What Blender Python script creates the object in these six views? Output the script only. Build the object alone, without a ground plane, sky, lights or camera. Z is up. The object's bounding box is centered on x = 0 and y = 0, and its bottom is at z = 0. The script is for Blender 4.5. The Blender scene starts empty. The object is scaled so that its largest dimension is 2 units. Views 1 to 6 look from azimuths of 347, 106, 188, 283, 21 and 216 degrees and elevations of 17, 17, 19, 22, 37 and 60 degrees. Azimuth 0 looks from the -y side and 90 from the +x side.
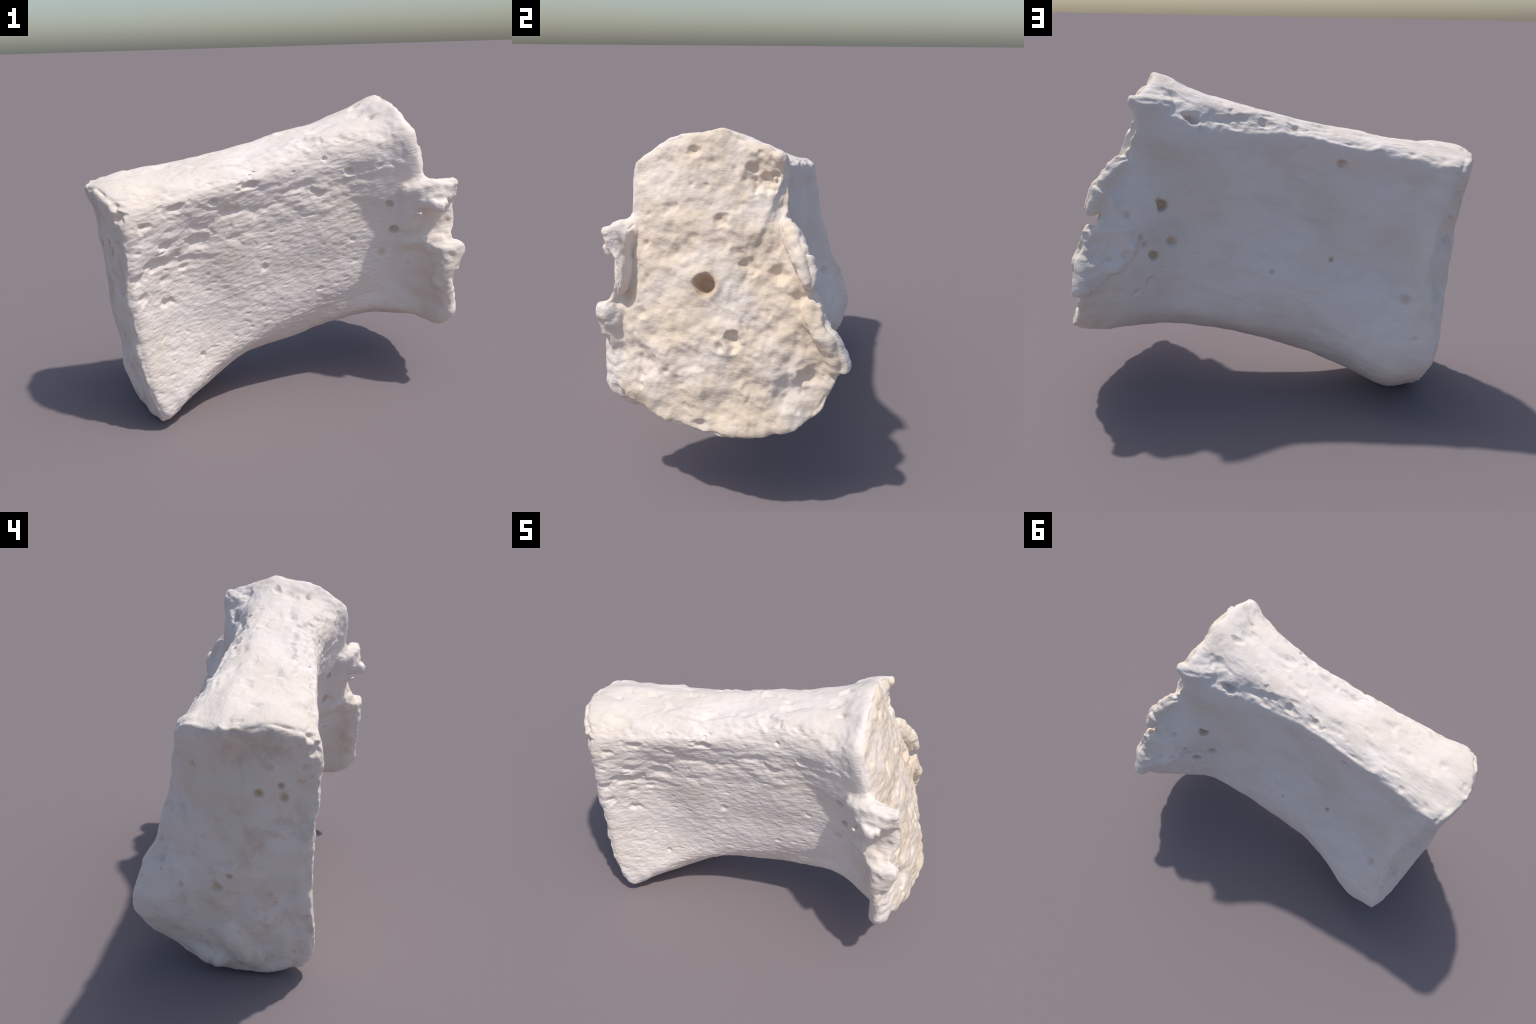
"""A weathered white bone block: waisted shaft, two flared end faces, a spongy broken end
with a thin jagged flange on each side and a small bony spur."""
import bpy, math
import numpy as np

# ------------------------------------------------------------------ frame of the bone
# The bone lies with its long axis tilted up by 12.5 degrees.  (s, y, t): s runs along the
# shaft, y across it, t from belly to back.
TILT = math.radians(12.5)
AX = np.array([math.cos(TILT), 0.0, math.sin(TILT)])
UP = np.array([-math.sin(TILT), 0.0, math.cos(TILT)])
ORIGIN = np.array([0.0, 0.0, 0.8])


def to_world(p):
    p = np.asarray(p, float)
    return ORIGIN + p[..., :1] * AX + p[..., 1:2] * np.array([0, 1.0, 0]) + p[..., 2:3] * UP


def to_bone(w):
    d = np.asarray(w, float) - ORIGIN
    return np.stack([d @ AX, d[..., 1], d @ UP], -1)


# ------------------------------------------------------------------ cross-sections
# 18 points round each: front top edge, over the top, down the back, belly, up the front.
NEAR_RIM = [(-0.785, -0.515, 0.55), (-0.845, -0.38, 0.665), (-0.885, -0.25, 0.67), (-0.885, -0.14, 0.665), (-0.845, 0.012, 0.635), (-0.822, 0.062, 0.49),
            (-0.818, 0.098, 0.32), (-0.845, 0.168, 0.09), (-0.91, 0.24, -0.06), (-0.952, 0.292, -0.275), (-0.935, 0.205, -0.435), (-0.955, -0.06, -0.592),
            (-0.925, -0.29, -0.61), (-0.88, -0.48, -0.57), (-0.90, -0.518, -0.41), (-0.888, -0.505, -0.15), (-0.855, -0.51, 0.14), (-0.812, -0.525, 0.33)]
SECTIONS = [
    (0.10, [(-0.495, 0.53), (-0.37, 0.65), (-0.245, 0.66), (-0.13, 0.67), (0.015, 0.615), (0.04, 0.48), (0.070, 0.32), (0.086, 0.06), (0.172, -0.08),
            (0.28, -0.28), (0.24, -0.46), (-0.02, -0.62), (-0.28, -0.61), (-0.425, -0.52), (-0.45, -0.37), (-0.435, -0.13), (-0.445, 0.14), (-0.485, 0.33)]),
    (0.22, [(-0.465, 0.52), (-0.345, 0.61), (-0.24, 0.64), (-0.12, 0.655), (0.012, 0.60), (0.015, 0.46), (0.052, 0.28), (0.085, 0.05), (0.155, -0.095),
            (0.228, -0.285), (0.19, -0.43), (-0.025, -0.58), (-0.235, -0.545), (-0.34, -0.44), (-0.345, -0.31), (-0.35, -0.105), (-0.375, 0.137), (-0.415, 0.334)]),
    (0.36, [(-0.43, 0.508), (-0.336, 0.595), (-0.229, 0.624), (-0.114, 0.638), (0.016, 0.589), (0.013, 0.455), (0.035, 0.255), (0.095, 0.045), (0.165, -0.11),
            (0.19, -0.29), (0.145, -0.425), (-0.025, -0.555), (-0.168, -0.496), (-0.272, -0.40), (-0.31, -0.26), (-0.33, -0.075), (-0.36, 0.13), (-0.39, 0.337)]),
    (0.50, [(-0.395, 0.499), (-0.325, 0.577), (-0.219, 0.60), (-0.10, 0.63), (0.026, 0.58), (0.03, 0.446), (0.055, 0.236), (0.110, 0.04), (0.168, -0.12),
            (0.198, -0.30), (0.150, -0.44), (-0.018, -0.55), (-0.155, -0.495), (-0.258, -0.37), (-0.29, -0.22), (-0.31, -0.045), (-0.33, 0.128), (-0.365, 0.34)]),
    (0.64, [(-0.365, 0.475), (-0.315, 0.58), (-0.176, 0.613), (-0.048, 0.63), (0.05, 0.55), (0.07, 0.44), (0.105, 0.25), (0.14, 0.045), (0.17, -0.14),
            (0.203, -0.30), (0.187, -0.437), (0.015, -0.555), (-0.168, -0.485), (-0.24, -0.36), (-0.28, -0.25), (-0.297, -0.09), (-0.33, 0.105), (-0.36, 0.33)]),
    (0.78, [(-0.375, 0.475), (-0.30, 0.59), (-0.132, 0.622), (0.0, 0.614), (0.09, 0.53), (0.12, 0.437), (0.155, 0.267), (0.195, 0.055), (0.235, -0.145),
            (0.24, -0.29), (0.235, -0.455), (0.05, -0.60), (-0.205, -0.49), (-0.24, -0.37), (-0.27, -0.275), (-0.295, -0.12), (-0.32, 0.08), (-0.355, 0.32)]),
    (0.90, [(-0.41, 0.485), (-0.30, 0.58), (-0.095, 0.65), (0.045, 0.62), (0.17, 0.55), (0.205, 0.443), (0.235, 0.284), (0.325, 0.095), (0.395, -0.10),
            (0.395, -0.29), (0.345, -0.535), (0.082, -0.66), (-0.265, -0.58), (-0.33, -0.50), (-0.30, -0.36), (-0.33, -0.16), (-0.385, 0.06), (-0.41, 0.314)]),
]
FAR_RIM = [(0.79, -0.447, 0.49), (0.80, -0.308, 0.62), (0.785, -0.065, 0.675), (0.765, 0.087, 0.635), (0.745, 0.235, 0.56), (0.705, 0.24, 0.44),
           (0.735, 0.265, 0.30), (0.77, 0.36, 0.12), (0.762, 0.435, -0.08), (0.745, 0.525, -0.27), (0.80, 0.415, -0.55), (0.885, 0.10, -0.635),
           (0.86, -0.27, -0.59), (0.85, -0.42, -0.50), (0.86, -0.415, -0.37), (0.86, -0.415, -0.17), (0.84, -0.415, 0.06), (0.795, -0.45, 0.31)]
# the far edge is a fat rolled lip over the top and thin elsewhere
FAR_BLUNT = np.array([0.05, 0.065, 0.07, 0.06, 0.04, 0.03] + [0.026] * 10 + [0.03, 0.04])
NEAR_CENTRE = np.array([-0.95, -0.13, -0.10])
FAR_CENTRE = np.array([0.872, 0.04, -0.20])


def catmull_rom(n, per, closed):
    spans = n if closed else n - 1
    m = np.zeros((spans * per + (0 if closed else 1), n))
    for i in range(len(m)):
        k, u = divmod(i, per)
        u /= per
        w = (-.5 * u + u * u - .5 * u ** 3, 1 - 2.5 * u * u + 1.5 * u ** 3, .5 * u + 2 * u * u - 1.5 * u ** 3, -.5 * u * u + .5 * u ** 3)
        for j, x in zip(range(k - 1, k + 3), w):
            m[i, j % n if closed else min(max(j, 0), n - 1)] += x
    return m


def end_cap(rim, centre, outward, blunt, bow):
    """Rounded edge of radius `blunt`, then rings closing on a bowed middle; first ring replaces the rim."""
    d = rim - rim.mean(0)
    d[:, 0] = 0
    d /= np.linalg.norm(d, axis=1, keepdims=True)
    blunt = np.broadcast_to(blunt, len(rim))[:, None]
    along = np.array([outward, 0, 0])
    out = [rim - along * blunt, rim - along * blunt * 0.30 - d * blunt * 0.22]
    edge = rim - d * blunt * 0.95
    out.append(edge)
    # the plane of the edge bows towards the centre; what stands off that plane fades quickly
    fit = np.column_stack([np.ones(len(edge)), edge[:, 1:]])
    plane = fit @ np.linalg.lstsq(fit, edge[:, 0], rcond=None)[0]
    for f in (0.80, 0.55, 0.28, 0.03):
        ring = centre + (edge - centre) * f
        tilt = (plane - plane.mean()) * f
        ring[:, 0] = centre[0] + (plane.mean() - centre[0]) * f ** bow + tilt + (edge[:, 0] - plane) * f ** 5
        out.append(ring)
    return out


def loft():
    a, b = np.array(NEAR_RIM), np.array(FAR_RIM)
    walls = []
    for w, yt in SECTIONS:
        s = a[:, 0] * (1 - w) + b[:, 0] * w
        walls.append(np.concatenate([s[:, None], np.array(yt)], 1))
    near, far = end_cap(a, NEAR_CENTRE, -1.0, 0.055, 1.7), end_cap(b, FAR_CENTRE, 1.0, FAR_BLUNT, 1.5)
    rings = np.stack(near[::-1] + walls + far)
    bu, bv = catmull_rom(len(rings), 9, False), catmull_rom(18, 9, True)
    return to_world(np.einsum('ur,rkc,vk->uvc', bu, rings, bv))


def add_tube_grid(verts, faces, g):
    """Append a closed skin over the ring grid g (rings x points x 3)."""
    base, (u, v) = len(verts), g.shape[:2]
    verts.extend(map(tuple, g.reshape(-1, 3)))
    for i in range(u - 1):
        for j in range(v):
            k = (j + 1) % v
            faces.append((base + i * v + j, base + i * v + k, base + (i + 1) * v + k, base + (i + 1) * v + j))
    faces.append(tuple(base + j for j in range(v))[::-1])
    faces.append(tuple(base + (u - 1) * v + j for j in range(v)))


def add_rod(verts, faces, path, radii, n=14):
    """Round-ended rod along a path of bone-frame points."""
    path, radii = np.array(path, float), np.array(radii, float)
    bu = catmull_rom(len(path), 6, False)
    p, r = to_world(bu @ path), bu @ radii
    d = np.gradient(p, axis=0)
    d /= np.linalg.norm(d, axis=1, keepdims=True)
    side = np.cross(d, np.where(np.abs(d[:, 1:2]) < 0.9, [[0, 1.0, 0]], [[1.0, 0, 0]]))
    side /= np.linalg.norm(side, axis=1, keepdims=True)
    up = np.cross(side, d)
    ang = np.arange(n) * 2 * math.pi / n
    ring = lambda c, k, rr: c + rr * (np.cos(ang)[:, None] * side[k] + np.sin(ang)[:, None] * up[k])
    g = [ring(p[0] - d[0] * r[0] * math.cos(a), 0, r[0] * math.sin(a)) for a in (0.15, 0.5, 0.9, 1.25)]
    g += [ring(p[k], k, r[k]) for k in range(len(p))]
    g += [ring(p[-1] + d[-1] * r[-1] * math.cos(a), -1, r[-1] * math.sin(a)) for a in (1.25, 0.9, 0.5, 0.15)]
    add_tube_grid(verts, faces, np.array(g))


# (t, tip s, tip y, thickness) of the front flange from its lower tip to the spur
FRONT_LIP = [(-0.59, 0.735, -0.43, 0.08), (-0.56, 0.745, -0.49, 0.12), (-0.51, 0.76, -0.528, 0.135), (-0.45, 0.785, -0.53, 0.125), (-0.36, 0.785, -0.535, 0.125), (-0.25, 0.795, -0.535, 0.13),
             (-0.16, 0.82, -0.535, 0.13), (-0.105, 0.87, -0.47, 0.10), (-0.04, 0.93, -0.43, 0.075), (0.04, 0.937, -0.43, 0.07), (0.11, 0.93, -0.45, 0.08),
             (0.17, 0.915, -0.465, 0.085), (0.215, 0.88, -0.465, 0.08), (0.25, 0.82, -0.455, 0.06), (0.275, 0.77, -0.44, 0.03)]


def add_lip(verts, faces, stations):
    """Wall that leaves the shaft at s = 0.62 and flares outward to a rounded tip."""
    st = catmull_rom(len(stations), 5, False) @ np.array(stations)
    u = np.linspace(0, 1, 12)
    rings = []
    for t, ts, ty, th in st:
        root = np.array([0.60, np.interp(t, [-0.565, -0.50, -0.40, -0.25, 0.15, 0.29], [-0.13, -0.20, -0.25, -0.28, -0.33, -0.35])])
        mid = np.array([root[0] + (ts - root[0]) * np.interp(t, [-0.15, -0.08, 0.1, 0.2], [0.88, 0.42, 0.42, 0.6]), root[1] + (ty - root[1]) * np.interp(t, [-0.3, -0.14, -0.08, 0.1, 0.2], [0.28, 0.6, 1.55, 1.55, 0.9])])
        line = ((1 - u) ** 2)[:, None] * root + (2 * u * (1 - u))[:, None] * mid + (u ** 2)[:, None] * np.array([ts, ty])
        d = np.gradient(line, axis=0)
        d /= np.linalg.norm(d, axis=1, keepdims=True)
        nrm = np.stack([d[:, 1], -d[:, 0]], 1)                      # forward side
        half = th * (0.2 + 0.3 * u) * np.sqrt(np.clip(1 - np.clip((u - 0.80) / 0.2, 0, 1) ** 2, 0.02, 1))
        outer, inner = line + nrm * half[:, None] * 0.6, line - nrm * half[:, None] * 1.4
        loop = np.concatenate([outer, inner[::-1]])
        rings.append(np.concatenate([loop, np.full((len(loop), 1), t)], 1)[:, [0, 1, 2]])
    add_tube_grid(verts, faces, to_world(np.array(rings)))


def coarse_body():
    verts, faces = [], []
    add_tube_grid(verts, faces, loft())
    rod = lambda path, radii: add_rod(verts, faces, path, radii)
    # swollen lower corners of the near end, with a dip between them
    rod([(-0.77, -0.41, -0.485), (-0.835, -0.385, -0.54), (-0.86, -0.31, -0.555), (-0.875, -0.25, -0.53)], [0.07, 0.073, 0.07, 0.06])
    rod([(-0.90, -0.13, -0.51), (-0.915, -0.075, -0.522), (-0.895, 0.03, -0.458), (-0.875, 0.13, -0.385), (-0.88, 0.205, -0.27)], [0.06, 0.068, 0.062, 0.06, 0.06])
    # thin ridge running from that lobe down the back of the shaft
    rod([(0.70, 0.21, 0.53), (0.63, 0.185, 0.50), (0.56, 0.15, 0.475), (0.49, 0.115, 0.45)], [0.03, 0.026, 0.02, 0.014])
    # swelling in the lower middle of the near face
    rod([(-0.885, -0.25, -0.49), (-0.905, -0.19, -0.42), (-0.90, -0.15, -0.30), (-0.885, -0.13, -0.2)], [0.08, 0.085, 0.08, 0.06])
    rod([(0.68, -0.37, 0.02), (0.70, -0.395, 0.09), (0.71, -0.41, 0.17)], [0.055, 0.06, 0.055])
    # front flange: one flaring wall, notched between its lower lip and the upper spur
    add_lip(verts, faces, FRONT_LIP)
    # upper spur: a lumpy block with a knob at its outer end and a ball hanging at its root
    rod([(0.70, -0.42, 0.205), (0.77, -0.46, 0.205), (0.85, -0.475, 0.19), (0.89, -0.475, 0.18)], [0.05, 0.056, 0.052, 0.048])
    rod([(0.72, -0.42, 0.16), (0.78, -0.475, 0.15), (0.85, -0.48, 0.145), (0.89, -0.47, 0.14)], [0.05, 0.056, 0.05, 0.042])
    rod([(0.78, -0.48, 0.14), (0.805, -0.515, 0.12)], [0.055, 0.048])
    rod([(0.89, -0.475, 0.19), (0.91, -0.483, 0.195)], [0.034, 0.034])
    # lumps on the lip below the notch
    rod([(0.77, -0.45, -0.13), (0.82, -0.485, -0.15), (0.872, -0.495, -0.145)], [0.055, 0.055, 0.046])
    rod([(0.76, -0.47, -0.32), (0.80, -0.49, -0.25), (0.84, -0.49, -0.20)], [0.05, 0.055, 0.05])
    # small splinter below the spur
    rod([(0.68, -0.38, 0.05), (0.70, -0.44, 0.078), (0.705, -0.50, 0.092)], [0.035, 0.022, 0.012])
    # blunt swollen peak of the far end
    rod([(0.705, -0.30, 0.548), (0.69, -0.20, 0.583), (0.68, -0.08, 0.60), (0.68, 0.03, 0.582), (0.68, 0.12, 0.552)], [0.055, 0.06, 0.066, 0.062, 0.05])
    # back flange: low jagged wall on the far back edge
    rod([(0.735, 0.27, 0.285), (0.775, 0.305, 0.215), (0.80, 0.36, 0.12), (0.805, 0.378, 0.055)], [0.03, 0.042, 0.04, 0.034])
    rod([(0.785, 0.395, -0.045), (0.785, 0.435, -0.13), (0.765, 0.49, -0.22), (0.74, 0.51, -0.29)], [0.034, 0.042, 0.046, 0.046])
    # lobe overhanging the far end at the back of the top
    rod([(0.62, 0.13, 0.55), (0.685, 0.18, 0.55), (0.725, 0.205, 0.553), (0.742, 0.212, 0.555)], [0.055, 0.052, 0.042, 0.034])
    me = bpy.data.meshes.new('bone_skin')
    me.from_pydata(verts, [], faces)
    return me


def remeshed(me, voxel):
    ob = bpy.data.objects.new('bone_skin', me)
    bpy.context.scene.collection.objects.link(ob)
    mod = ob.modifiers.new('Remesh', 'REMESH')
    mod.mode, mod.voxel_size, mod.adaptivity = 'VOXEL', voxel, 0.0
    ev = ob.evaluated_get(bpy.context.evaluated_depsgraph_get())
    m2 = ev.to_mesh()
    co = np.empty(len(m2.vertices) * 3)
    m2.vertices.foreach_get('co', co)
    idx = np.empty(len(m2.loops), np.int32)
    m2.loops.foreach_get('vertex_index', idx)
    tot = np.empty(len(m2.polygons), np.int32)
    m2.polygons.foreach_get('loop_total', tot)
    assert (tot == 4).all()
    ev.to_mesh_clear()
    bpy.data.objects.remove(ob)
    bpy.data.meshes.remove(me)
    return co.reshape(-1, 3), idx.reshape(-1, 4)


# ------------------------------------------------------------------ numpy mesh tools
def vertex_normals(v, q):
    n = np.cross(v[q[:, 2]] - v[q[:, 0]], v[q[:, 3]] - v[q[:, 1]])
    out = np.zeros_like(v)
    for k in range(4):
        for c in range(3):
            out[:, c] += np.bincount(q[:, k], n[:, c], len(v))
    return out / (np.linalg.norm(out, axis=1, keepdims=True) + 1e-12)


def smoothed(x, q, rounds, amount=0.6):
    e = np.concatenate([q[:, [0, 1]], q[:, [1, 2]], q[:, [2, 3]], q[:, [3, 0]]])
    deg = np.bincount(e[:, 0], minlength=len(x)) + np.bincount(e[:, 1], minlength=len(x))
    for _ in range(rounds):
        acc = np.zeros_like(x)
        for c in range(x.shape[1]):
            acc[:, c] = np.bincount(e[:, 0], x[e[:, 1], c], len(x)) + np.bincount(e[:, 1], x[e[:, 0], c], len(x))
        x = x + amount * (acc / deg[:, None] - x)
    return x


def noise(p, seed):
    """Gradient noise, about -1..1."""
    i = np.floor(p).astype(np.int64)
    f = p - i
    u = f * f * f * (f * (f * 6 - 15) + 10)
    res = np.zeros(len(p))
    for dx in (0, 1):
        for dy in (0, 1):
            for dz in (0, 1):
                h = ((i[:, 0] + dx) * 374761393 + (i[:, 1] + dy) * 668265263 + (i[:, 2] + dz) * 2147483647 + seed * 974634777) & 0xFFFFFFFF
                h = ((h ^ (h >> 13)) * 1274126177) & 0xFFFFFFFF
                h = h ^ (h >> 16)
                a = (h & 1023) * (2 * math.pi / 1024)
                z = ((h >> 10) & 1023) / 511.5 - 1
                r = np.sqrt(np.maximum(0, 1 - z * z))
                g = r * np.cos(a) * (f[:, 0] - dx) + r * np.sin(a) * (f[:, 1] - dy) + z * (f[:, 2] - dz)
                w = (u[:, 0] if dx else 1 - u[:, 0]) * (u[:, 1] if dy else 1 - u[:, 1]) * (u[:, 2] if dz else 1 - u[:, 2])
                res += w * g
    return res * 1.6


def ramp(x, a, b):
    t = np.clip((x - a) / (b - a), 0, 1)
    return t * t * (3 - 2 * t)


# ------------------------------------------------------------------ holes and dents
# (x, y, z in metres, radius, depth, stretch along the shaft)
FRONT_HOLES = [
    (-0.213, -0.412, 1.241, 0.028, 0.030, 2.2), (-0.406, -0.413, 1.178, 0.018, 0.020, 1.3), (-0.667, -0.449, 0.979, 0.020, 0.022, 2.0),
    (-0.743, -0.495, 1.104, 0.020, 0.024, 2.6), (-0.594, -0.481, 1.163, 0.024, 0.022, 2.0), (-0.128, -0.316, 0.779, 0.020, 0.014, 1.5),
    (-0.554, -0.392, 0.849, 0.018, 0.018, 1.6), (-0.668, -0.396, 0.693, 0.018, 0.018, 2.2), (0.196, -0.273, 0.612, 0.014, 0.014, 1.4),
    (0.379, -0.296, 0.888, 0.012, 0.010, 1.2), (0.551, -0.284, 0.788, 0.030, 0.014, 1.4), (0.592, -0.348, 0.930, 0.026, 0.034, 1.0),
    (0.553, -0.378, 1.077, 0.026, 0.028, 1.1), (0.655, -0.39, 0.702, 0.016, 0.016, 1.2), (0.328, -0.354, 1.272, 0.018, 0.022, 1.4),
    (0.480, -0.400, 1.293, 0.016, 0.018, 1.4), (0.189, -0.375, 1.341, 0.013, 0.022, 1.0), (-0.482, -0.368, 0.344, 0.016, 0.020, 1.0),
    (-0.483, -0.40, 0.970, 0.045, 0.020, 2.0), (-0.169, -0.33, 1.111, 0.035, 0.014, 1.8), (-0.320, -0.37, 1.106, 0.03, 0.012, 1.8),
    (-0.699, -0.479, 0.90, 0.035, 0.018, 2.4), (-0.80, -0.50, 0.85, 0.030, 0.022, 1.6), (-0.79, -0.47, 0.74, 0.026, 0.018, 1.8),
    (0.06, -0.33, 1.20, 0.03, 0.012, 2.6), (0.16, -0.33, 1.16, 0.035, 0.012, 2.6), (-0.66, -0.43, 0.80, 0.026, 0.014, 2.6),
    (0.53, -0.42, 1.36, 0.065, 0.010, 1.1),
]
BACK_HOLES = [
    (0.495, 0.228, 1.023, 0.034, 0.042, 1.2), (0.455, 0.219, 0.839, 0.026, 0.028, 1.1), (0.524, 0.283, 0.788, 0.028, 0.034, 1.4),
    (0.546, 0.288, 0.670, 0.022, 0.018, 1.1), (0.604, 0.342, 0.619, 0.014, 0.016, 1.2), (0.612, 0.363, 1.002, 0.024, 0.022, 1.0),
    (0.682, 0.440, 0.799, 0.014, 0.014, 1.2), (0.663, 0.447, 0.726, 0.016, 0.014, 1.4), (0.566, 0.332, 0.885, 0.016, 0.024, 1.0),
    (0.555, 0.322, 0.850, 0.014, 0.024, 1.0), (-0.051, 0.152, 0.688, 0.018, 0.018, 1.0), (-0.334, 0.090, 0.749, 0.016, 0.016, 1.0),
    (-0.359, 0.012, 1.224, 0.024, 0.026, 1.3), (-0.708, 0.153, 0.592, 0.026, 0.020, 1.8), (-0.774, 0.243, 0.424, 0.018, 0.014, 1.4),
    (-0.586, 0.004, 1.200, 0.012, 0.010, 1.0), (-0.170, 0.024, 1.293, 0.020, 0.012, 1.4), (-0.12, -0.018, 1.360, 0.024, 0.024, 1.9),
    (0.01, 0.0, 1.383, 0.022, 0.017, 2.0), (0.17, 0.03, 1.40, 0.04, 0.016, 1.8), (0.388, 0.092, 1.408, 0.028, 0.036, 2.2), (-0.869, 0.153, 0.689, 0.016, 0.016, 1.0),
    (-0.901, 0.146, 0.619, 0.018, 0.022, 1.0), (0.53, 0.15, 1.30, 0.014, 0.008, 2.5), (0.40, 0.13, 1.22, 0.014, 0.010, 2.0),
]
TOP_HOLES = [
    (-0.203, -0.286, 1.344, 0.024, 0.018, 3.4), (0.121, -0.285, 1.397, 0.045, 0.020, 1.3), (0.174, -0.16, 1.47, 0.022, 0.010, 1.6),
    (0.483, -0.252, 1.519, 0.024, 0.020, 1.2), (0.466, -0.076, 1.554, 0.026, 0.020, 1.4), (0.460, 0.073, 1.525, 0.034, 0.018, 1.4),
    (-0.371, -0.152, 1.368, 0.022, 0.012, 2.0), (-0.615, -0.181, 1.330, 0.030, 0.014, 1.8), (0.047, -0.104, 1.457, 0.022, 0.014, 2.0),
    (0.080, -0.262, 1.434, 0.020, 0.010, 2.4), (0.184, -0.220, 1.466, 0.022, 0.010, 1.8), (0.243, -0.038, 1.494, 0.030, 0.010, 1.5),
    (-0.55, -0.30, 1.30, 0.040, 0.010, 1.7), (-0.25, -0.06, 1.40, 0.026, 0.010, 2.2), (-0.45, -0.08, 1.35, 0.02, 0.010, 2.5),
]
FAR_HOLES = [
    (0.862, -0.050, 0.991, 0.050, 0.085, 1.0), (0.634, -0.166, 1.520, 0.024, 0.030, 1.0), (0.739, -0.021, 1.252, 0.028, 0.030, 1.0),
    (0.720, -0.250, 1.288, 0.022, 0.020, 1.0), (0.866, 0.084, 0.756, 0.030, 0.045, 1.0), (0.890, -0.264, 0.629, 0.050, 0.028, 1.0),
    (0.769, 0.250, 1.050, 0.034, 0.036, 1.0), (0.660, 0.110, 1.455, 0.045, 0.035, 1.0), (0.690, 0.165, 1.44, 0.035, 0.035, 1.0),
    (0.846, -0.336, 0.831, 0.028, 0.022, 1.0), (0.785, 0.343, 0.950, 0.026, 0.022, 1.0), (0.845, 0.421, 0.633, 0.040, 0.030, 1.0),
    (0.982, -0.033, 0.396, 0.026, 0.022, 1.0), (0.779, 0.122, 1.073, 0.030, 0.026, 1.0), (0.880, 0.038, 0.723, 0.018, 0.018, 1.0),
    (0.760, -0.349, 1.124, 0.016, 0.018, 1.0), (0.754, 0.145, 1.125, 0.06, 0.018, 1.0), (0.78, -0.15, 1.13, 0.05, 0.014, 1.0),
    (0.88, 0.20, 0.80, 0.06, 0.016, 1.0), (0.90, -0.12, 0.66, 0.06, 0.016, 1.0), (0.92, 0.20, 0.58, 0.05, 0.016, 1.0),
]
NEAR_HOLES = [
    (-0.952, -0.302, 0.987, 0.018, 0.020, 1.0), (-0.919, -0.385, 1.012, 0.014, 0.016, 1.0), (-0.910, -0.396, 0.959, 0.020, 0.020, 1.0),
    (-0.897, 0.004, 1.107, 0.018, 0.016, 1.0), (-0.947, -0.339, 1.136, 0.018, 0.014, 1.0), (-0.923, -0.176, 0.592, 0.016, 0.016, 1.0),
    (-0.913, -0.122, 0.529, 0.022, 0.016, 1.0), (-0.966, -0.124, 0.844, 0.016, 0.012, 1.0), (-0.966, -0.215, 0.876, 0.02, 0.010, 1.0),
    (-0.935, -0.165, 0.648, 0.02, 0.012, 1.0), (-0.862, -0.50, 1.150, 0.030, 0.026, 1.0), (-0.875, -0.478, 1.204, 0.022, 0.018, 1.0),
    (-0.885, -0.47, 1.08, 0.022, 0.018, 1.0),
]

HOLES = FRONT_HOLES + BACK_HOLES + TOP_HOLES + NEAR_HOLES + FAR_HOLES[:1]
# on the spongy face the rest are blurred, ragged hollows
HOLES = [(x, y, z, r, d * 0.9, k, 0.12 if d > 0.08 else 0.5, 0.0) for x, y, z, r, d, k in HOLES] + [(x, y, z, r * 1.3, d * 0.8, k, 0.45, 1.0) for x, y, z, r, d, k in FAR_HOLES[1:]]


def carve(v, n):
    for x, y, z, r, depth, stretch, ragged, blur in HOLES:
        c = np.array([x, y, z])
        near = np.nonzero((np.abs(v - c) < r * stretch * 1.3 + 0.08).all(1))[0]
        if not len(near):
            continue
        d = v[near] - c
        k = near[(d * d).sum(1).argmin()]
        c, nk = v[k].copy(), n[k].copy()
        d = v[near] - c
        off = d @ nk
        flat = d - off[:, None] * nk
        along = flat @ AX
        rest = flat - along[:, None] * AX
        dist = np.sqrt((along / stretch) ** 2 + (rest ** 2).sum(1)) / r
        dist = dist * (1 + ragged * (noise(v[near] * 30.0, 91) + noise(v[near] * 14.0, 92)))
        soft = blur > 0 or depth < 0.024
        w = 1 - ramp(dist, 0.0 if soft else 0.3, 1.25 if soft else 1.1)
        w *= (np.abs(off) < 2.5 * r) * ((n[near] @ nk) > 0.2)
        v[near] -= (depth * w)[:, None] * nk
        rim = np.exp(-((dist - 1.2) / 0.25) ** 2) * (np.abs(off) < 2.5 * r) * ((n[near] @ nk) > 0.2)
        v[near] += (0.03 * depth * rim)[:, None] * nk
    return v


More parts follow.
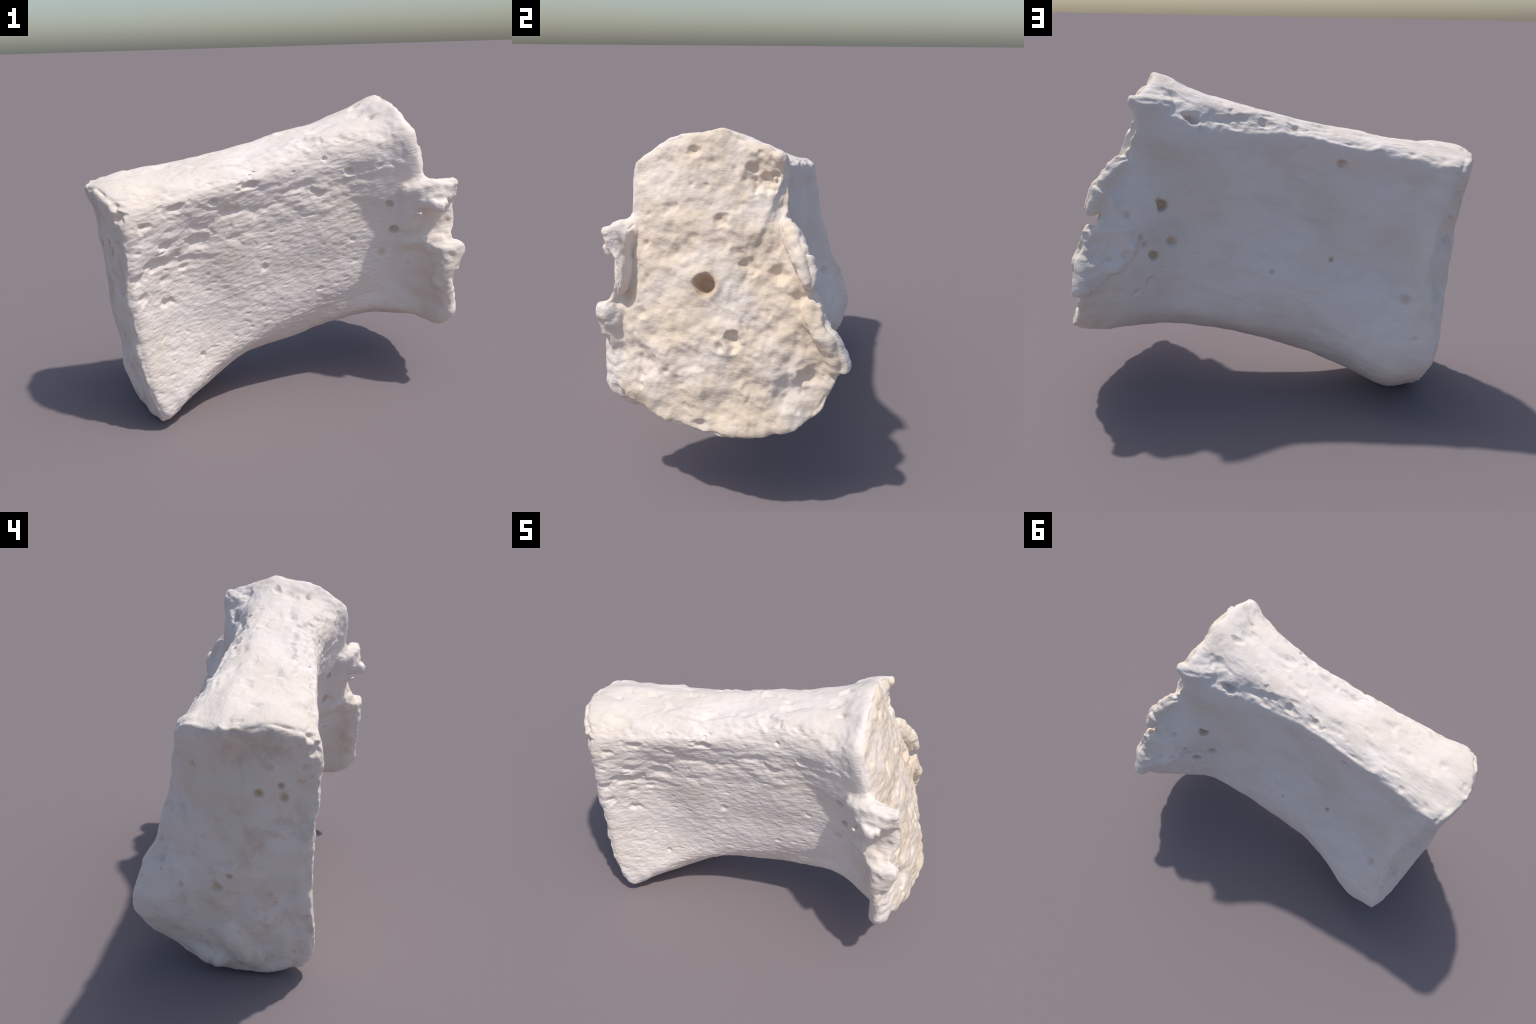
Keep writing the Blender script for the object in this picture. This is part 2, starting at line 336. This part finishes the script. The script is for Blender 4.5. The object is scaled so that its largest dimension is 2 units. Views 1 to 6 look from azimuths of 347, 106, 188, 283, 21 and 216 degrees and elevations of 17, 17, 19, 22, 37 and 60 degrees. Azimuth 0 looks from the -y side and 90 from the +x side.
def relief(v, q):
    b = to_bone(v)
    ns = smoothed(vertex_normals(v, q), q, 25)
    ns /= np.linalg.norm(ns, axis=1, keepdims=True) + 1e-9
    nb = np.stack([ns @ AX, ns[:, 1], ns @ UP], 1)
    s, y, t = b.T
    far = ramp(nb[:, 0], 0.45, 0.75) * ramp(s, 0.55, 0.66)
    near = ramp(-nb[:, 0], 0.45, 0.75) * ramp(-s, 0.6, 0.7)
    side = (1 - far) * (1 - near)
    front = ramp(-nb[:, 1], 0.2, 0.6) * side
    top = ramp(nb[:, 2], 0.35, 0.75) * side
    back = ramp(nb[:, 1], 0.2, 0.6) * side
    lip = ramp(s, 0.60, 0.72) * ramp(-y, 0.36, 0.44)
    coarse = front * (1 - 0.75 * ramp(s, 0.42, 0.60)) * (1 - lip)
    at = lambda fs, fy, ft: np.stack([s * fs, y * fy, t * ft + s * 0.12 * ft], 1)
    d = 0.006 * noise(at(5, 6, 6), 1)                                       # overall lumps
    d += 0.0025 * noise(at(16, 18, 18), 2)
    # front: fibrous, pitted, drawn out along the shaft
    fib = 0.8 * noise(at(18, 30, 40), 3) + 0.8 * noise(at(38, 60, 74), 4)
    d += coarse * 0.0023 * fib
    d -= coarse * 0.0065 * ramp(noise(at(20, 30, 40), 5), 0.40, 0.95)
    upper = ramp(t, 0.05, 0.28) * (1 - ramp(t, 0.44, 0.56))
    d -= coarse * upper * (0.006 + 0.007 * ramp(-s, 0.2, 0.5)) * ramp(noise(at(6, 14, 17), 6), 0.15, 0.8)
    d += coarse * upper * 0.005 * noise(at(11, 20, 26), 7)
    # top: long low ridges and shallow dents
    d += top * (-0.004 + 0.009 * noise(at(3.4, 10, 8), 8) + 0.003 * noise(at(10, 22, 18), 9) + 0.0012 * noise(at(28, 45, 45), 19))
    d -= top * (0.012 * ramp(noise(at(7, 13, 12), 10), 0.35, 0.9) + 0.009 * ramp(noise(at(13, 22, 20), 41), 0.4, 0.95))
    # ragged long edges of the top
    edge = np.exp(-((nb[:, 2] - 0.62) / 0.22) ** 2) * side
    d += edge * (0.013 * noise(at(9, 13, 13), 11) + 0.005 * noise(at(30, 36, 36), 12))
    # back: nearly smooth, faint grain
    d += back * 0.0012 * noise(at(14, 20, 30), 13)
    # raised rough patch behind the back flange, bounded by a crevice
    seam = s - np.interp(t, [-0.35, -0.30, -0.20, -0.09, 0.0, 0.07, 0.16, 0.20], [0.85, 0.70, 0.60, 0.565, 0.60, 0.65, 0.78, 0.95]) - 0.02 * noise(b * 9.0, 31)
    patch = back * ramp(y, 0.22, 0.28)
    d += patch * ramp(seam, -0.012, 0.03) * (0.012 + 0.020 * noise(b * 10.0, 32) + 0.009 * noise(b * 22.0, 33) - 0.016 * ramp(noise(b * 16.0, 37), 0.35, 0.8))
    d -= patch * 0.012 * np.exp(-(seam / 0.018) ** 2) * ramp(noise(b * 9.0, 34), -0.2, 0.7)
    d += ramp(s, 0.66, 0.76) * ramp(-y, 0.38, 0.44) * ramp(-t, -0.30, -0.26) * (0.007 * noise(b * 14.0, 38) + 0.004 * noise(b * 30.0, 39))
    jag = ramp(s, 0.62, 0.72) * ramp(y, 0.22, 0.30) * ramp(-t, -0.33, -0.27)
    d += jag * (0.013 * noise(b * 10.0, 35) + 0.005 * noise(b * 22.0, 36))
    # far end: spongy
    cell = noise(b * 13.0, 14)
    d += far * (0.021 * noise(b * 5.5, 15) + 0.009 * cell + 0.0046 * noise(b * 26.0, 16) + 0.0018 * noise(b * 50.0, 17))
    d -= far * 0.008 * ramp(noise(b * 20.0, 18), 0.4, 1.0)
    # near end: gentle waves, folded towards the belly, crumbled rim
    d += near * (0.018 * noise(b * 4.5, 20) + 0.007 * noise(b * 9.0, 40) + 0.0022 * noise(b * 17.0, 21) + 0.0010 * noise(b * 42.0, 22))
    rim = np.exp(-((nb[:, 0] + 0.6) / 0.22) ** 2) * ramp(-s, 0.6, 0.72)
    d += rim * (0.013 * noise(b * 11.0, 23) + 0.005 * noise(b * 32.0, 24))
    far_rim = np.exp(-((nb[:, 0] - 0.55) / 0.25) ** 2) * ramp(s, 0.6, 0.7)
    d += far_rim * (0.014 * noise(b * 9.0, 25) + 0.003 * noise(b * 34.0, 26))
    v = v + d[:, None] * ns
    return carve(v, ns), ns


# ------------------------------------------------------------------ material
class Graph:
    def __init__(self, mat):
        mat.use_nodes = True
        self.t = mat.node_tree
        self.t.nodes.clear()

    def n(self, kind, **props):
        node = self.t.nodes.new(kind)
        for k, x in props.items():
            setattr(node, k, x)
        return node

    def link(self, a, b):
        self.t.links.new(a, b)

    def put(self, socket, x):
        if isinstance(x, bpy.types.NodeSocket):
            self.link(x, socket)
        else:
            socket.default_value = x

    def math(self, op, a, b=0.0, c=0.0):
        m = self.n('ShaderNodeMath', operation=op)
        for k, x in enumerate((a, b, c)):
            self.put(m.inputs[k], x)
        return m.outputs[0]

    def noise(self, vec, scale, detail=3.0, rough=0.55):
        m = self.n('ShaderNodeTexNoise')
        self.link(vec, m.inputs['Vector'])
        m.inputs['Scale'].default_value, m.inputs['Detail'].default_value, m.inputs['Roughness'].default_value = scale, detail, rough
        return m.outputs['Fac']

    def span(self, x, a, b, lo=0.0, hi=1.0):
        m = self.n('ShaderNodeMapRange', interpolation_type='SMOOTHSTEP')
        for k, y in zip(('Value', 'From Min', 'From Max', 'To Min', 'To Max'), (x, a, b, lo, hi)):
            self.put(m.inputs[k], y)
        return m.outputs['Result']

    def mix(self, fac, a, b):
        m = self.n('ShaderNodeMix', data_type='RGBA')
        self.put(m.inputs[0], fac)
        for k, x in ((6, a), (7, b)):
            self.put(m.inputs[k], x if isinstance(x, bpy.types.NodeSocket) else (*x, 1.0))
        return m.outputs[2]

    def spot(self, pos, centre, radius):
        m = self.n('ShaderNodeVectorMath', operation='DISTANCE')
        self.link(pos, m.inputs[0])
        m.inputs[1].default_value = centre
        return self.span(m.outputs['Value'], radius * 0.35, radius * 1.15, 1.0, 0.0)


WHITE = (0.83, 0.747, 0.692)
IVORY = (0.74, 0.64, 0.54)
CREAM = (0.74, 0.59, 0.42)
TAN = (0.56, 0.41, 0.27)
PINK = (0.62, 0.50, 0.42)
GREY = (0.50, 0.49, 0.47)


def bone_material(name, ivory, cream, stains, spots, grain, marks=(), drawn_out=True):
    mat = bpy.data.materials.new(name)
    g = Graph(mat)
    out, bsdf = g.n('ShaderNodeOutputMaterial'), g.n('ShaderNodeBsdfPrincipled')
    g.link(bsdf.outputs[0], out.inputs[0])
    pos = g.n('ShaderNodeTexCoord').outputs['Object']
    turn = g.n('ShaderNodeMapping', vector_type='TEXTURE')
    turn.inputs['Rotation'].default_value = (0, -TILT, 0)
    g.link(pos, turn.inputs['Vector'])
    along = g.n('ShaderNodeMapping')
    along.inputs['Scale'].default_value = (0.45, 1.0, 1.6)
    g.link(turn.outputs[0], along.inputs['Vector'])
    fibre = along.outputs[0]
    blot = fibre if drawn_out else pos
    col = g.mix(g.span(g.noise(pos, 2.2), 0.38, 0.68, 0.0, ivory), WHITE, IVORY)
    col = g.mix(g.span(g.noise(pos, 9.0, 4.0), 0.50, 0.75, 0.0, 0.45 * ivory), col, IVORY)
    if cream:
        col = g.mix(g.span(g.noise(pos, 4.5, 5.0), 0.36, 0.62, 0.45 * cream, 1.1 * cream), col, CREAM)
        col = g.mix(g.span(g.noise(pos, 19.0, 3.0), 0.55, 0.75, 0.0, 0.55 * cream), col, WHITE)
    if stains:
        col = g.mix(g.span(g.noise(blot, 5.5, 6.0, 0.62), 0.50, 0.75, 0.0, stains), col, PINK)
        col = g.mix(g.span(g.noise(blot, 13.0, 4.0, 0.6), 0.60, 0.78, 0.0, 0.8 * stains), col, TAN)
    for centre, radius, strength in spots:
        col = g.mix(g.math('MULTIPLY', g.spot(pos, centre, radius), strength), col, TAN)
    for centre, radius, strength in marks:
        col = g.mix(g.math('MULTIPLY', g.spot(pos, tuple(centre[k] - (0.0, -0.02, 0.03)[k] for k in range(3)), radius * 1.7), 0.8), col, WHITE)
        broken = g.span(g.noise(pos, 26.0, 2.0), 0.60, 0.64)
        col = g.mix(g.math('MULTIPLY', g.math('MULTIPLY', g.spot(pos, centre, radius), broken), strength), col, GREY)
    fine = g.noise(fibre, 75.0, 3.0, 0.6)
    col = g.mix(g.span(fine, 0.35, 0.7, 0.0, 0.12), col, IVORY)
    g.link(col, bsdf.inputs['Base Color'])
    bsdf.inputs['Roughness'].default_value = 0.75
    bsdf.inputs['Specular IOR Level'].default_value = 0.25
    bump = g.n('ShaderNodeBump')
    bump.inputs['Strength'].default_value, bump.inputs['Distance'].default_value = 1.0, grain
    g.link(g.math('ADD', g.noise(fibre, 48.0, 4.0, 0.6), g.math('MULTIPLY', fine, 0.4)), bump.inputs['Height'])
    g.link(bump.outputs[0], bsdf.inputs['Normal'])
    return mat


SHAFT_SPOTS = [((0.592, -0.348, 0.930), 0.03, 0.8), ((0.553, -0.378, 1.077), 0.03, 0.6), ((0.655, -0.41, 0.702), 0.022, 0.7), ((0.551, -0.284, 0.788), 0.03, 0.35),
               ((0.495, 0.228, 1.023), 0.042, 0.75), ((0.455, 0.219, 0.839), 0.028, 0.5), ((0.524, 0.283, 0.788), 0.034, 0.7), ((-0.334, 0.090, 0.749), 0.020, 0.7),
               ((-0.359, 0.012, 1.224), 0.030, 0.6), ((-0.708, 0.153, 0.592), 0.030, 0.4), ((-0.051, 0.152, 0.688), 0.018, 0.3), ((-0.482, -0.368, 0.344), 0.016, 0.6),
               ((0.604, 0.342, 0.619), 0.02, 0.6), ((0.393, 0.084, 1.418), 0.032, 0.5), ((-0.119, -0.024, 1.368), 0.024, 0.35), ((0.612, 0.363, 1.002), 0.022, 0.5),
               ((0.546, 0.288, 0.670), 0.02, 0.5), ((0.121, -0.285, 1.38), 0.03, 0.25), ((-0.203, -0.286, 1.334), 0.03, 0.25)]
SPONGY_SPOTS = [((0.81, -0.055, 0.985), 0.085, 0.9), ((0.83, 0.084, 0.75), 0.04, 0.7), ((0.72, -0.02, 1.25), 0.03, 0.3)]
NEAR_SPOTS = [((-0.94, -0.302, 0.985), 0.024, 0.8), ((-0.91, -0.385, 1.010), 0.018, 0.8), ((-0.90, -0.396, 0.957), 0.024, 0.7), ((-0.91, -0.176, 0.592), 0.022, 0.8),
              ((-0.90, -0.122, 0.529), 0.03, 0.7), ((-0.89, 0.004, 1.107), 0.022, 0.5), ((-0.955, -0.124, 0.844), 0.018, 0.6), ((-0.89, -0.09, 0.45), 0.03, 0.4)]


# ------------------------------------------------------------------ assembly
def build():
    v, q = remeshed(coarse_body(), 0.0052)
    v = smoothed(v, q, 6)
    b = to_bone(v)
    w = ramp(b[:, 0], 0.55, 0.63) * ramp(-b[:, 1], 0.26, 0.34) * ramp(-b[:, 2], -0.40, -0.32)
    v += 0.8 * w[:, None] * (smoothed(v, q, 12) - v)
    w = ramp(b[:, 0], 0.64, 0.70) * ramp(b[:, 1], 0.22, 0.27) * ramp(-b[:, 2], -0.34, -0.28)
    v += w[:, None] * (smoothed(v, q, 14) - v)
    w = ramp(-b[:, 0], 0.62, 0.74)
    v += w[:, None] * (smoothed(v, q, 22) - v)
    w = ramp(b[:, 0], 0.55, 0.66) * ramp(b[:, 2], 0.28, 0.42) * ramp(-b[:, 1], -0.16, -0.06)
    v += w[:, None] * (smoothed(v, q, 45) - v)
    v, broad = relief(v, q)
    v = smoothed(v, q, 1, 0.35)
    print('lowest', v[:, 2].min())
    v[:, 2] = np.maximum(v[:, 2], 0.0)
    normals = vertex_normals(v, q)
    # regions, by where each face lies on the bone
    fc = to_bone(v[q].mean(1))
    fn = broad[q].mean(1)
    fn /= np.linalg.norm(fn, axis=1, keepdims=True) + 1e-9
    axial = fn @ AX
    s, y, t = fc.T
    region = np.zeros(len(q), int)
    region[(axial < -0.58) & (s < -0.66)] = 1
    region[(axial > 0.55) & (s > 0.60) & (y > -0.43)] = 2
    front_flange = (s > 0.66) & (y < -0.405) & (region != 2) & (t < 0.29)
    region[front_flange & (t <= -0.045)] = 3
    region[front_flange & (t > -0.045)] = 4
    region[(s > 0.68) & (y > 0.28) & (t < 0.33) & (region != 2)] = 5

    top = bpy.data.objects.new('weathered_bone', None)
    top.empty_display_size = 0.2
    top['label'] = 'weathered white bone block with flared ends and jagged flanges'
    top['category'] = 'bone'
    bpy.context.scene.collection.objects.link(top)
    shaft_mat = bone_material('weathered_white_bone', 0.6, 0.0, 0.30, SHAFT_SPOTS, 0.004)
    near_mat = bone_material('stained_end_bone', 0.8, 0.0, 1.0, NEAR_SPOTS, 0.004, [((-0.92, 0.14, 0.56), 0.06, 0.9)], False)
    far_mat = bone_material('spongy_cream_bone', 0.9, 0.62, 0.6, SPONGY_SPOTS, 0.0025)
    flange_mat = bone_material('flange_bone', 0.6, 0.12, 0.22, [((0.875, -0.48, 1.13), 0.016, 0.6), ((0.856, -0.452, 0.989), 0.018, 0.7)], 0.004)
    parts = [('shaft', shaft_mat), ('near_end_face', near_mat), ('spongy_end_face', far_mat), ('flange', flange_mat), ('spur', flange_mat), ('flange', flange_mat)]
    for k, (name, mat) in enumerate(parts):
        sel = q[region == k]
        used, inv = np.unique(sel, return_inverse=True)
        inv = inv.reshape(-1, 4)
        me = bpy.data.meshes.new(name)
        me.vertices.add(len(used))
        me.vertices.foreach_set('co', v[used].ravel())
        me.loops.add(inv.size)
        me.loops.foreach_set('vertex_index', inv.ravel().astype(np.int32))
        me.polygons.add(len(inv))
        me.polygons.foreach_set('loop_start', np.arange(0, inv.size, 4, dtype=np.int32))
        me.update(calc_edges=True)
        me.validate()
        me.polygons.foreach_set('use_smooth', np.ones(len(me.polygons), bool))
        me.normals_split_custom_set_from_vertices(normals[used].tolist())
        me.materials.append(mat)
        ob = bpy.data.objects.new(name, me)
        bpy.context.scene.collection.objects.link(ob)
        ob.parent = top
    print('verts', len(v), 'quads', len(q), v.min(0), v.max(0))


build()
